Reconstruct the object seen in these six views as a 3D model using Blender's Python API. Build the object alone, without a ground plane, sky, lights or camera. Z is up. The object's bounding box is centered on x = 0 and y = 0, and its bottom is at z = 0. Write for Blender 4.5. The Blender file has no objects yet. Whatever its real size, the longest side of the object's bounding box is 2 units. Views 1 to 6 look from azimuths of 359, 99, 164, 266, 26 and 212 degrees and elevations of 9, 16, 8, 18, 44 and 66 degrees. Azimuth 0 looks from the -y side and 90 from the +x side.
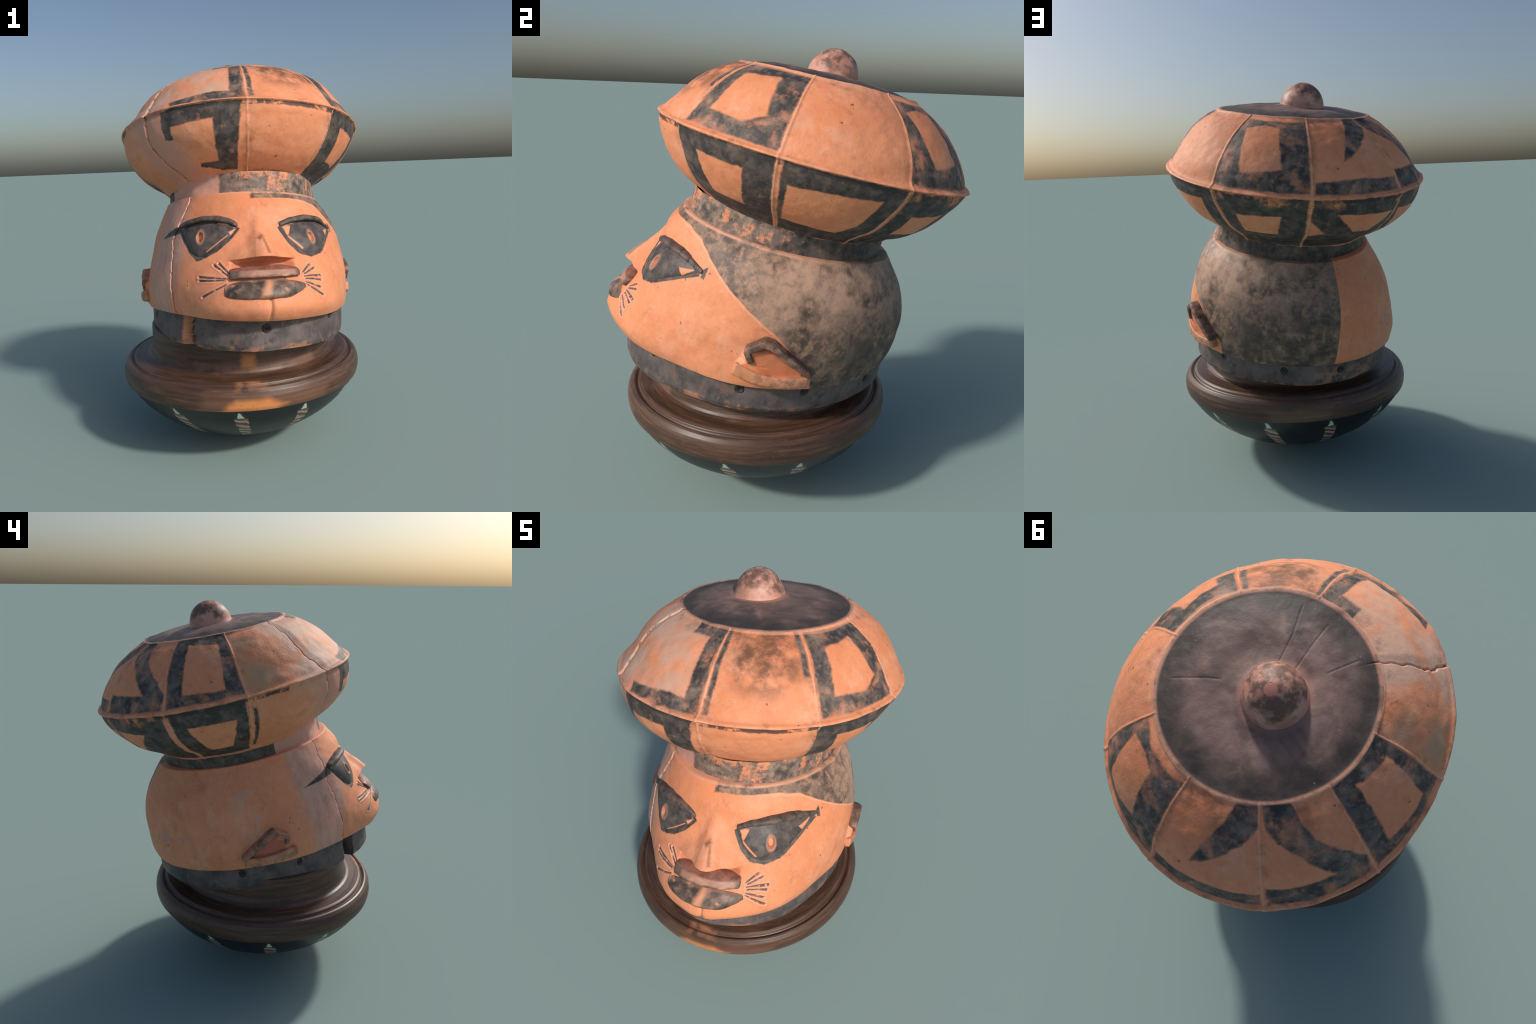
import bpy, math
import numpy as np
from mathutils import Matrix, Vector

# ------------------------------------------------------------------ frames
def frame(origin, axis):
    a = np.array(axis, float); a /= np.linalg.norm(a)
    x = np.array([1.0, 0, 0]) - a * a[0]; x /= np.linalg.norm(x)
    y = np.cross(a, x)
    m = np.eye(4); m[:3, 0], m[:3, 1], m[:3, 2], m[:3, 3] = x, y, a, origin
    return Matrix(m.tolist())

TILT = math.radians(10)
HEAD = frame((-0.01, -0.05, 0.70), (0, math.sin(TILT), math.cos(TILT)))   # carved head leans back
HAT = frame((0.004, 0.134, 1.587), (-0.0159, 0.2212, 1))                  # brim plane leans a little more
STAND = frame((-0.0265, -0.0910, 0.0), (-0.002, -0.004, 1))
UNROLL = 0.6     # metres per radian when the round surfaces are unrolled

def unroll(th):                  # 0 at the front (-y), positive to the right (+x)
    return UNROLL * ((th + math.pi / 2 + math.pi) % (2 * math.pi) - math.pi)

def roll(a):
    return np.asarray(a) / UNROLL - math.pi / 2

# ------------------------------------------------------------------ interpolation
def periodic(values, th):        # Catmull-Rom through values at equal angles, the first at -180 degrees
    v = np.asarray(values, float); n = len(v)
    s = (np.asarray(th) + math.pi) / (2 * math.pi) * n
    i = np.floor(s).astype(int); f = s - i
    p0, p1, p2, p3 = v[(i - 1) % n], v[i % n], v[(i + 1) % n], v[(i + 2) % n]
    return 0.5 * (2 * p1 + (p2 - p0) * f + (2 * p0 - 5 * p1 + 4 * p2 - p3) * f ** 2 + (3 * p1 - p0 - 3 * p2 + p3) * f ** 3)

def stacked(levels, rows, h):    # cubic Hermite through rows (n, m) at the levels, evaluated at h (m,) or (k, m)
    levels = np.asarray(levels, float); rows = np.asarray(rows, float)
    d = np.gradient(rows, levels, axis=0)
    h = np.clip(h, levels[0], levels[-1])
    j = np.clip(np.searchsorted(levels, h, side="right") - 1, 0, len(levels) - 2)
    w = levels[j + 1] - levels[j]; t = (h - levels[j]) / w
    m = np.broadcast_to(np.arange(rows.shape[1]), h.shape)
    return ((2 * t ** 3 - 3 * t ** 2 + 1) * rows[j, m] + (t ** 3 - 2 * t ** 2 + t) * w * d[j, m]
            + (3 * t ** 2 - 2 * t ** 3) * rows[j + 1, m] + (t ** 3 - t ** 2) * w * d[j + 1, m])

def smooth(e0, e1, x):
    t = np.clip((x - e0) / (e1 - e0), 0, 1); return t * t * (3 - 2 * t)

# ------------------------------------------------------------------ head: cross-sections at 12 compass angles
#                 left  ....   ....  front  ....  ....  right ....  ....  back  ....  ....
HEAD_SECTIONS = {
    -0.060: (0.490, 0.492, 0.552, 0.698, 0.665, 0.565, 0.538, 0.524, 0.530, 0.552, 0.562, 0.532),
    -0.010: (0.500, 0.508, 0.574, 0.736, 0.706, 0.588, 0.552, 0.530, 0.540, 0.565, 0.578, 0.545),
    0.080: (0.510, 0.532, 0.586, 0.722, 0.700, 0.597, 0.556, 0.540, 0.566, 0.596, 0.597, 0.562),
    0.180: (0.498, 0.520, 0.576, 0.658, 0.656, 0.588, 0.557, 0.543, 0.577, 0.602, 0.592, 0.548),
    0.280: (0.482, 0.488, 0.556, 0.612, 0.612, 0.556, 0.545, 0.533, 0.568, 0.593, 0.572, 0.526),
    0.380: (0.460, 0.458, 0.526, 0.565, 0.560, 0.520, 0.518, 0.512, 0.536, 0.556, 0.530, 0.488),
    0.470: (0.420, 0.428, 0.480, 0.540, 0.530, 0.484, 0.476, 0.474, 0.485, 0.497, 0.468, 0.434),
    0.530: (0.388, 0.407, 0.453, 0.500, 0.486, 0.444, 0.432, 0.430, 0.440, 0.450, 0.426, 0.398),
    0.590: (0.372, 0.394, 0.435, 0.468, 0.458, 0.420, 0.407, 0.400, 0.408, 0.418, 0.398, 0.374),
}
def head_radius(th, h):
    th = np.asarray(th, float)
    rows = np.stack([periodic(r, th) for r in HEAD_SECTIONS.values()])
    h = np.asarray(h, float)
    chin = 0.020 * np.exp(-((unroll(th) - 0.125) / 0.13) ** 2) * np.clip((h + 0.10) / 0.06, 0, 1) * np.clip((0.20 - h) / 0.16, 0, 1)
    return stacked(list(HEAD_SECTIONS), rows, h) + chin

def jaw_line(th):                # height of the lower edge of the head
    r = head_radius(th, np.zeros_like(th))
    return 0.058 * r * np.sin(th) - 0.031 * r * np.cos(th) - 0.002

# ------------------------------------------------------------------ hat
RIM = (.638, .647, .667, .690, .697, .684, .672, .656, .654, .658, .669, .678, .688, .687, .671, .653)
HAT_TOP = [(0, 1), (.012, .974), (.05, .930), (.12, .858), (.19, .768), (.24, .668), (.275, .569)]
HAT_UNDER = [(0, 1), (-.012, .986), (-.05, .966), (-.12, .918), (-.2, .818), (-.27, .664), (-.315, .590)]
HAT_LEAN = (0.013, math.radians(45))      # the upper panels swell a little towards the back right
UNDER_LEAN = (0.018, math.radians(-150))  # the under side is fuller at the front left
CROWN_EDGE = (0.377, 0.009, -0.016)        # radius and centre of the crown disc, in the hat frame
def hat_surface(th, h, ratio):
    """Radius of the hat for rows of (height, ratio to the brim) at the angles th."""
    edge = CROWN_EDGE[0] + CROWN_EDGE[1] * np.cos(th) + CROWN_EDGE[2] * np.sin(th)
    rim = periodic(RIM, th)
    R = ratio * rim
    R = R + HAT_LEAN[0] * np.cos(th - HAT_LEAN[1]) * smooth(0, .09, h) * smooth(.285, .16, h)
    R = R + (edge - HAT_TOP[-1][1] * rim) * smooth(.10, .275, h) * np.minimum(1, ratio / HAT_TOP[-1][1])
    a = unroll(th)
    return R + smooth(0, -.14, h) * (UNDER_LEAN[0] * np.cos(th - UNDER_LEAN[1]) + .010 * np.exp(-((a + .28) / .3) ** 2))

def value_noise(p, scale, seed=0):          # smooth 3D lattice noise, -1..1, for carving relief
    q = p * scale; i = np.floor(q).astype(np.int64); f = q - i; f = f * f * (3 - 2 * f); out = 0
    for dx in (0, 1):
        for dy in (0, 1):
            for dz in (0, 1):
                n = ((i[..., 0] + dx) * 374761393 + (i[..., 1] + dy) * 668265263 + (i[..., 2] + dz) * 2147483647 + seed * 974711) & 0x7fffffff
                n = (n ^ (n >> 13)) * 1274126177 & 0x7fffffff
                w = (f[..., 0] if dx else 1 - f[..., 0]) * (f[..., 1] if dy else 1 - f[..., 1]) * (f[..., 2] if dz else 1 - f[..., 2])
                out = out + w * (n % 65536) / 65536.0
    return out * 2 - 1

def stroke(a, h, path, close=None):          # distance of points (a, h) to a polyline, and signed side
    best = np.full(np.broadcast(a, h).shape, 9.0); side = np.zeros_like(best)
    for (a0, h0), (a1, h1) in zip(path[:-1], path[1:]):
        da, dh = a1 - a0, h1 - h0; L = da * da + dh * dh
        t = np.clip(((a - a0) * da + (h - h0) * dh) / L, 0, 1)
        d = np.hypot(a - a0 - t * da, h - h0 - t * dh)
        s = (a - a0) * dh - (h - h0) * da
        m = d < best; best = np.where(m, d, best); side = np.where(m, np.sign(s), side)
    return best, side

# ------------------------------------------------------------------ object helpers
ROOT = bpy.data.objects.new("carved_helmet_mask", None)
ROOT["label"] = "carved wooden helmet mask with brimmed hat on a turned stand"
ROOT["category"] = "mask"
bpy.context.scene.collection.objects.link(ROOT)

def new_object(name, mesh, material, parent, matrix=None):
    ob = bpy.data.objects.new(name, mesh)
    bpy.context.scene.collection.objects.link(ob)
    ob.parent = parent
    if matrix is not None:
        ob.matrix_basis = matrix
    if material is not None:
        mesh.materials.append(material)
    return ob

def mesh_from(name, verts, faces, shade=True):
    me = bpy.data.meshes.new(name)
    me.from_pydata(np.asarray(verts).tolist(), [], [list(f) for f in faces])
    me.update()
    if shade:
        me.polygons.foreach_set("use_smooth", np.ones(len(me.polygons), bool))
    return me

def grid_faces(nv, nu, closed=True):
    idx = np.arange(nv * nu).reshape(nv, nu)
    if closed:
        n = np.roll(idx, -1, 1); q = np.stack([idx[:-1], n[:-1], n[1:], idx[1:]], -1)
    else:
        q = np.stack([idx[:-1, :-1], idx[:-1, 1:], idx[1:, 1:], idx[1:, :-1]], -1)
    return q.reshape(-1, 4)

def split_surface(P, closed, regions, parent, matrix, caps=()):
    """One smooth grid surface, separated into named objects that keep the normals of the whole.
    regions: list of (name, mask of faces, material, parent or None)."""
    nv, nu = P.shape[:2]
    V = P.reshape(-1, 3); F = grid_faces(nv, nu, closed)
    whole = mesh_from("whole", V, F)
    N = np.empty(len(V) * 3, np.float32); whole.vertices.foreach_get("normal", N); N = N.reshape(-1, 3)
    made = []
    for name, mask, mat, under in regions:
        f = F[mask]
        used, inv = np.unique(f, return_inverse=True)
        me = mesh_from(name, V[used], inv.reshape(-1, 4))
        me.normals_split_custom_set_from_vertices(N[used].tolist())
        ob = new_object(name, me, mat, under if under else (made[0] if made and parent is None else parent), None)
        made.append(ob)
        if len(made) == 1:
            ob.matrix_basis = matrix
        else:
            ob.parent = made[0]
    bpy.data.meshes.remove(whole)
    return made

def bar_on_head(name, path, width, rise, material, parent, sink=0.02, square=3.0, samples=60, taper=0.12, lift=None, lean=0.0, round_path=41):
    """A carved bar that follows a path (a, h) on the head: width and rise may vary from end to end."""
    path = np.array(path, float)
    seg = np.r_[0, np.cumsum(np.hypot(*np.diff(path, axis=0).T))]; seg /= seg[-1]
    s = np.linspace(0, 1, samples)
    fine = np.linspace(0, 1, 400)
    pa = np.interp(fine, seg, path[:, 0]); ph = np.interp(fine, seg, path[:, 1])
    k = np.hanning(round_path); k /= k.sum(); q = round_path // 2
    def soft(v):
        pad = np.r_[2 * v[0] - v[q:0:-1], v, 2 * v[-1] - v[-2:-2 - q:-1]]
        return np.convolve(pad, k, "valid")
    pa, ph = soft(pa), soft(ph)
    ca, ch = np.interp(s, fine, pa), np.interp(s, fine, ph)
    ta, tn = np.gradient(ca), np.gradient(ch); L = np.hypot(ta, tn); ta, tn = ta / L, tn / L
    w = np.interp(s, np.linspace(0, 1, len(width)), width); r = np.interp(s, np.linspace(0, 1, len(rise)), rise)
    end = np.minimum(smooth(0, taper * .35, s), smooth(0, taper * .35, 1 - s)) * .25 + .75
    m = 28
    phi = np.linspace(0, 2 * np.pi, m, endpoint=False)
    cx = np.sign(np.cos(phi)) * np.abs(np.cos(phi)) ** (2 / square); cy = np.sign(np.sin(phi)) * np.abs(np.sin(phi)) ** (2 / square)
    A = ca[:, None] - tn[:, None] * cx * (w * end)[:, None]
    Hh = ch[:, None] + ta[:, None] * cx * (w * end)[:, None]
    off = np.where(cy > 0, cy * (r * end)[:, None], cy * sink)
    Hh = Hh + lean * np.clip(off, 0, None)
    th = roll(A)
    base = head_radius(th.ravel(), Hh.ravel()).reshape(th.shape)
    if lift is not None:
        base = base + lift
    R = base + off
    P = np.stack([R * np.cos(th), R * np.sin(th), Hh], -1)
    P = P + value_noise(P, 55, 3)[..., None] * 0.0012
    V = list(P.reshape(-1, 3)); F = [list(f) for f in grid_faces(samples, m)]
    for row, order in ((0, 1), (samples - 1, -1)):
        ids = [row * m + i for i in range(m)]
        V.append(P[row].mean(0)); c = len(V) - 1
        for i in range(m):
            tri = [ids[i], ids[(i + 1) % m], c]
            F.append(tri[::-1] if order == 1 else tri)
    me = mesh_from(name, np.array(V), F)
    return new_object(name, me, material, parent)

# ------------------------------------------------------------------ node helper
class Shader:
    def __init__(self, name, rough=0.6, spec=0.4):
        self.mat = bpy.data.materials.new(name); self.mat.use_nodes = True
        self.t = self.mat.node_tree; self.bsdf = self.t.nodes["Principled BSDF"]
        self.bsdf.inputs["Roughness"].default_value = rough
        self.bsdf.inputs["Specular IOR Level"].default_value = spec
        self.obj = self.t.nodes.new("ShaderNodeTexCoord").outputs["Object"]
    def put(self, sock, v):
        if isinstance(v, bpy.types.NodeSocket):
            self.t.links.new(v, sock)
        elif isinstance(v, (tuple, list)):
            sock.default_value = (*v, 1) if sock.type == "RGBA" and len(v) == 3 else v
        else:
            sock.default_value = v
    def math(self, op, *v, clamp=False):
        n = self.t.nodes.new("ShaderNodeMath"); n.operation = op; n.use_clamp = clamp
        for s, x in zip(n.inputs, v): self.put(s, x)
        return n.outputs[0]
    def vec(self, op, *v):
        n = self.t.nodes.new("ShaderNodeVectorMath"); n.operation = op
        for s, x in zip(n.inputs, v): self.put(s, x)
        return n.outputs["Value"] if op in ("DOT_PRODUCT", "LENGTH", "DISTANCE") else n.outputs[0]
    def split(self, v):
        n = self.t.nodes.new("ShaderNodeSeparateXYZ"); self.put(n.inputs[0], v); return n.outputs
    def join(self, x, y, z):
        n = self.t.nodes.new("ShaderNodeCombineXYZ")
        for s, v in zip(n.inputs, (x, y, z)): self.put(s, v)
        return n.outputs[0]
    def noise(self, scale, detail=3, rough=0.55, vector=None, stretch=None, colour=False, distortion=0.0):
        v = self.obj if vector is None else vector
        if stretch is not None:
            v = self.vec("MULTIPLY", v, stretch)
        n = self.t.nodes.new("ShaderNodeTexNoise")
        self.put(n.inputs["Vector"], v); n.inputs["Scale"].default_value = scale
        n.inputs["Detail"].default_value = detail; n.inputs["Roughness"].default_value = rough
        n.inputs["Distortion"].default_value = distortion
        return n.outputs["Color"] if colour else n.outputs["Fac"]
    def step(self, v, lo, hi, a=0.0, b=1.0):
        n = self.t.nodes.new("ShaderNodeMapRange"); n.interpolation_type = "SMOOTHSTEP"
        for s, x in zip(n.inputs, (v, lo, hi, a, b)): self.put(s, x)
        return n.outputs[0]
    def mix(self, fac, a, b, mode="MIX"):
        n = self.t.nodes.new("ShaderNodeMix"); n.data_type = "RGBA"; n.blend_type = mode
        self.put(n.inputs[0], fac); self.put(n.inputs[6], a); self.put(n.inputs[7], b)
        return n.outputs[2]
    def mul(self, *v):
        r = v[0]
        for x in v[1:]: r = self.math("MULTIPLY", r, x)
        return r
    def most(self, v):
        r = v[0]
        for x in v[1:]: r = self.math("MAXIMUM", r, x)
        return r
    def least(self, v):
        r = v[0]
        for x in v[1:]: r = self.math("MINIMUM", r, x)
        return r
    def inv(self, v): return self.math("SUBTRACT", 1.0, v)
    def curve(self, v, lo, hi, pts):
        """Piecewise linear map of v in lo..hi; pts are (x, y) pairs, y scaled to 0..1 inside."""
        ys = [y for _, y in pts]; y0, y1 = min(ys), max(ys)
        n = self.t.nodes.new("ShaderNodeFloatCurve"); c = n.mapping.curves[0]
        q = [((x - lo) / (hi - lo), (y - y0) / (y1 - y0)) for x, y in pts]
        c.points[0].location, c.points[1].location = q[0], q[-1]
        for x, y in q[1:-1]: c.points.new(x, y)
        for pt in c.points: pt.handle_type = "VECTOR"
        n.mapping.update()
        self.put(n.inputs["Value"], self.math("DIVIDE", self.math("SUBTRACT", v, lo), hi - lo))
        return self.math("ADD", self.math("MULTIPLY", n.outputs[0], y1 - y0), y0)
    def unrolled(self, warp=0.006, warp_scale=22.0, heights=None):
        """(a, h, 1): arc from the front and height; a runs on past the back, cut on the left at -0.65."""
        x, y, z = self.split(self.obj)
        a = self.math("MULTIPLY", self.math("ARCTAN2", x, self.math("MULTIPLY", y, -1.0)), UNROLL)
        a = self.math("ADD", a, self.math("MULTIPLY", self.math("LESS_THAN", a, -0.65), 2 * math.pi * UNROLL))
        self.a, self.h = a, z
        if heights: z = self.curve(z, heights[0][0], heights[-1][0], heights)
        self.s = z
        p = self.join(a, z, 1.0)
        if warp:
            n = self.vec("SUBTRACT", self.noise(warp_scale, 4, 0.6, colour=True), (0.5, 0.5, 0.5))
            p = self.vec("ADD", p, self.vec("MULTIPLY", n, (warp * 2.4, warp * 2.4, 0)))
            n = self.vec("SUBTRACT", self.noise(warp_scale * 4, 3, 0.6, colour=True), (0.5, 0.5, 0.5))
            p = self.vec("ADD", p, self.vec("MULTIPLY", n, (warp * .9, warp * .9, 0)))
        self.p = p
        return p
    def poly(self, pts, p=None):
        """Signed distance to a convex polygon (negative inside)."""
        p = self.p if p is None else p
        area = sum(x0 * y1 - x1 * y0 for (x0, y0), (x1, y1) in zip(pts, pts[1:] + pts[:1]))
        if area < 0: pts = pts[::-1]
        d = []
        for (x0, y0), (x1, y1) in zip(pts, pts[1:] + pts[:1]):
            L = math.hypot(x1 - x0, y1 - y0); nx, ny = (y1 - y0) / L, -(x1 - x0) / L
            d.append(self.vec("DOT_PRODUCT", p, (nx, ny, -(nx * x0 + ny * y0))))
        return self.most(d)
    def line(self, a, b, w, p=None, w1=None):
        L = math.hypot(b[0] - a[0], b[1] - a[1]); n = (-(b[1] - a[1]) / L, (b[0] - a[0]) / L); v = w if w1 is None else w1
        return self.poly([(a[0] + n[0] * w, a[1] + n[1] * w), (a[0] - n[0] * w, a[1] - n[1] * w), (b[0] - n[0] * v, b[1] - n[1] * v), (b[0] + n[0] * v, b[1] + n[1] * v)], p)
    def inside(self, d, soft=0.004, grow=0.0):
        return self.step(d, grow + soft, grow - soft)
    def cut(self, box, hole):                # box without hole
        return self.math("MAXIMUM", box, self.math("MULTIPLY", hole, -1.0))
    def finish(self, colour, bump=None, bump_height=0.002, rough=None):
        self.put(self.bsdf.inputs["Base Color"], colour)
        if rough is not None: self.put(self.bsdf.inputs["Roughness"], rough)
        if bump is not None:
            n = self.t.nodes.new("ShaderNodeBump"); n.inputs["Strength"].default_value = 0.6; n.inputs["Distance"].default_value = bump_height
            self.put(n.inputs["Height"], bump); self.t.links.new(n.outputs[0], self.bsdf.inputs["Normal"])
        return self.mat

# ------------------------------------------------------------------ colours (linear)
CLAY = (0.88, 0.336, 0.170)
CLAY_DEEP = (0.74, 0.230, 0.106)
CLAY_PALE = (0.89, 0.43, 0.27)
PLASTER = (0.66, 0.335, 0.255)
OCHRE = (0.81, 0.288, 0.130)
INK = (0.046, 0.041, 0.041)
INK_WORN = (0.125, 0.100, 0.088)
RED = (0.62, 0.14, 0.065)

def clay_ground(s, deep=0.5):
    """Weathered orange clay-coloured paint with stains and small dark pits."""
    big = s.noise(3.2, 3, 0.6); mid = s.noise(11, 4, 0.6); fine = s.noise(60, 3, 0.6)
    c = s.mix(s.step(big, 0.38, 0.68), CLAY, OCHRE)
    c = s.mix(s.mul(s.step(mid, 0.48, 0.70), deep), c, CLAY_DEEP)
    c = s.mix(s.mul(s.step(s.noise(5.5, 4, 0.65, stretch=(1.0, 1.0, 0.7)), 0.52, 0.72), 0.6), c, CLAY_PALE)
    c = s.mix(s.mul(s.step(s.noise(6.5, 5, 0.7, distortion=0.8), 0.53, 0.70), 0.40), c, (0.80, 0.265, 0.13))
    c = s.mix(s.mul(s.step(s.noise(21, 5, 0.7), 0.50, 0.74), 0.30), c, (0.60, 0.235, 0.115))
    c = s.mix(s.mul(s.step(s.noise(19, 4, 0.65), 0.56, 0.74), 0.35), c, (0.86, 0.46, 0.31))
    c = s.mix(s.mul(s.step(fine, 0.45, 0.8), 0.22), c, (0.45, 0.17, 0.08))
    grain = s.noise(34, 4, 0.65, stretch=(1.0, 1.0, 0.22))
    c = s.mix(s.mul(s.step(grain, 0.54, 0.74), 0.22), c, (0.50, 0.19, 0.10))
    pit = s.step(s.noise(42, 1, 0.5), 0.765, 0.79)
    c = s.mix(s.mul(pit, 0.75), c, (0.16, 0.07, 0.035))
    stain = s.mul(s.step(s.noise(7, 5, 0.7, distortion=0.4), 0.61, 0.73), 0.45)
    return s.mix(stain, c, (0.42, 0.135, 0.055))

def ink_paint(s, worn=0.35, scale=16.0, pale=(0.40, 0.24, 0.165)):
    """Black paint, rubbed grey-brown, with the ground showing through in soft blotches."""
    n1 = s.noise(scale, 5, 0.62); n2 = s.noise(scale * 2.6, 4, 0.6)
    c = s.mix(s.step(n1, 0.40, 0.66), INK, INK_WORN)
    c = s.mix(s.mul(s.step(n2, 0.46, 0.80), worn * .8), c, pale)
    return s.mix(s.mul(s.step(s.noise(scale * 0.7, 4, 0.6, distortion=0.3), 0.48, 0.76), worn), c, pale)

# ================================================================== HAT
SEAMS = (0.045, 0.465, 0.885, 1.345, 1.765, 2.174, 2.555, 2.93)        # panel seams of the hat, as arcs from the front
HAT_CRACK = [(-0.440, 0.33), (-0.445, 0.276), (-0.462, 0.225), (-0.476, 0.16), (-0.468, 0.09), (-0.440, 0.03), (-0.428, -0.05), (-0.430, -0.15), (-0.400, -0.23), (-0.36, -0.33)]

def arc_past_back(th):
    a = unroll(th); return np.where(a < -0.65, a + 2 * math.pi * UNROLL, a)

def profile_arc():
    """(height, arc length from the brim) along the hat profile, under side negative."""
    out = [(0.0, 0.0)]
    for prof, sign in ((HAT_TOP, 1), (HAT_UNDER, -1)):
        s = 0.0; pts = []
        for (h0, r0), (h1, r1) in zip(prof[:-1], prof[1:]):
            s += math.hypot(h1 - h0, 0.66 * (r1 - r0)); pts.append((h1, sign * s))
        out += pts
    return sorted(out)
ARC = profile_arc()
ARC = [(-0.40, ARC[0][1] - 0.13)] + ARC + [(0.36, ARC[-1][1] + 0.13)]
def arc(h): return float(np.interp(h, [x for x, _ in ARC], [y for _, y in ARC]))

def hat_material():
    s = Shader("painted_hat", 0.62)
    s.unrolled(0.008, 18, ARC)
    flat_poly = s.poly
    s.poly = lambda pts, p=None: flat_poly([(a, arc(h)) for a, h in pts], p)
    box = lambda a0, a1, h0, h1: s.poly([(a0, h0), (a1, h0), (a1, h1), (a0, h1)])
    upper = [
        s.poly([(-.035, .27), (.036, .27), (.036, .018), (-.025, .018)]),
        s.poly([(-.30, .034), (-.275, .006), (.03, .012), (-.022, .056), (-.095, .060)]),
        s.poly([(-.17, .275), (-.03, .275), (-.03, .240), (-.15, .238)]),
        box(.052, .076, .02, .275),
        box(.425, .455, .15, .275),
        s.cut(box(.478, .876, .018, .274), s.poly([(.563, .232), (.748, .247), (.788, .112), (.715, .074), (.548, .083)])),
        s.cut(box(1.352, 1.757, .016, .275), s.poly([(1.40, .246), (1.51, .260), (1.596, .253), (1.640, .105), (1.465, .076)])),
        s.poly([(2.011, .29), (2.163, .29), (2.175, .248), (1.965, .158), (1.873, .126), (1.95, .206)]),
        s.poly([(1.775, .014), (1.775, .082), (1.95, .074), (2.166, .092), (2.166, .014)]),
        s.poly([(2.184, .29), (2.333, .29), (2.400, .214), (2.328, .185), (2.204, .241)]),
        s.poly([(2.322, .190), (2.394, .218), (2.508, .126), (2.550, .070), (2.51, .050), (2.43, .080)]),
        s.poly([(2.184, .014), (2.184, .092), (2.40, .084), (2.546, .080), (2.546, .014)]),
        s.cut(box(2.562, 2.922, .016, .275), s.poly([(2.664, .253), (2.868, .234), (2.843, .048), (2.640, .062)])),
    ]
    under = [
        s.poly([(-.33, -.006), (.018, -.006), (.012, -.060), (-.10, -.074), (-.33, -.090)]),
        s.poly([(-.33, -.06), (-.285, -.06), (-.286, -.14), (-.325, -.135)]),
        s.poly([(-.092, -.04), (.018, -.02), (-.012, -.27), (-.108, -.27)]),
        s.poly([(-.10, -.238), (-.20, -.240), (-.21, -.252), (-.09, -.27)]),
        s.cut(box(.462, .880, -.30, -.006), s.poly([(.560, -.072), (.768, -.077), (.746, -.224), (.586, -.216)])),
        s.cut(box(.905, 1.340, -.30, -.006), s.poly([(.935, -.088), (1.27, -.066), (1.25, -.19), (1.20, -.246), (.925, -.24)])),
        s.cut(s.cut(box(1.362, 1.755, -.30, -.006), s.poly([(1.44, -.110), (1.65, -.095), (1.625, -.200), (1.45, -.205)])),
              s.poly([(1.40, -.0), (1.50, -.0), (1.50, -.012), (1.40, -.012)])),
        s.cut(s.cut(box(1.772, 2.168, -.30, -.006), s.poly([(1.873, -.078), (2.164, -.090), (2.09, -.190), (1.985, -.180)])), s.poly([(1.765, -.105), (1.85, -.19), (1.77, -.20)])),
        s.cut(box(2.180, 2.538, -.30, -.006), s.poly([(2.20, -.086), (2.41, -.097), (2.300, -.200), (2.24, -.21)])),
        s.cut(box(2.572, 2.916, -.30, -.006), s.poly([(2.640, -.086), (2.863, -.093), (2.815, -.244), (2.690, -.244)])),
        box(2.943, 2.962, -.28, -.06),
    ]
    rubbed_rim = s.mul(s.inside(box(1.38, 2.50, -.045, .01), .012), s.step(s.noise(15, 5, .65), .46, .60), s.step(s.noise(5, 2), .42, .55))
    rim_line = s.mul(s.inside(box(-.30, 3.28, -.022, -.004), .004), s.step(s.noise(14, 4, .7), .40, .52))
    up = s.inside(s.least(upper), .007); un = s.inside(s.least(under), .005)
    # the ink on top is rubbed through, underneath it is fuller
    up = s.mul(up, s.step(s.noise(13, 5, .62), .30, .50, .45, 1.0))
    un = s.mul(un, s.step(s.noise(16, 5, .65), .26, .40, .55, 1.0))
    c = clay_ground(s)
    left = s.inside(s.poly([(-.60, .29), (-.05, .29), (-.05, .02), (-.60, -.02)]), .08)
    c = s.mix(s.mul(left, s.step(s.noise(6, 4), .3, .6)), c, (0.70, 0.43, 0.31))
    far = s.inside(s.poly([(2.95, .29), (3.13, .29), (3.13, .02), (2.95, .02)]), .06)
    c = s.mix(s.mul(far, s.step(s.noise(7, 4), .38, .62), .75), c, (0.46, 0.33, 0.20))
    patch = s.inside(s.poly([(-.50, .03), (-.33, .03), (-.22, -.27), (-.50, -.30)]), .05)
    c = s.mix(s.mul(patch, .8), c, PLASTER)
    smoke = s.mul(s.inside(s.poly([(.06, .30), (.44, .30), (.42, .155), (.28, .095), (.13, .125)]), .06), s.step(s.noise(12, 5, .65), .30, .62))
    c = s.mix(s.mul(smoke, .92), c, (0.15, 0.072, 0.042))
    near = s.least([s.math("ABSOLUTE", s.math("SUBTRACT", s.a, v)) for v in SEAMS])
    grime = s.mul(s.most([s.step(near, .045, .006), s.step(s.h, .20, .27), s.step(s.math("ABSOLUTE", s.h), .03, .006)]), s.step(s.noise(12, 5, .68), .46, .66))
    c = s.mix(s.mul(grime, .62), c, (.30, .125, .065))
    c = s.mix(up, c, ink_paint(s, .78, 15, (.34, .235, .175)))
    c = s.mix(un, c, ink_paint(s, .22, 22))
    c = s.mix(s.mul(rim_line, .9), c, INK)
    c = s.mix(s.mul(rubbed_rim, .85), c, OCHRE)
    # seams, brim edge and crown edge are rubbed to the bare ground
    seam = s.least([s.math("ABSOLUTE", s.math("SUBTRACT", s.a, q)) for q in SEAMS])
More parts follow.
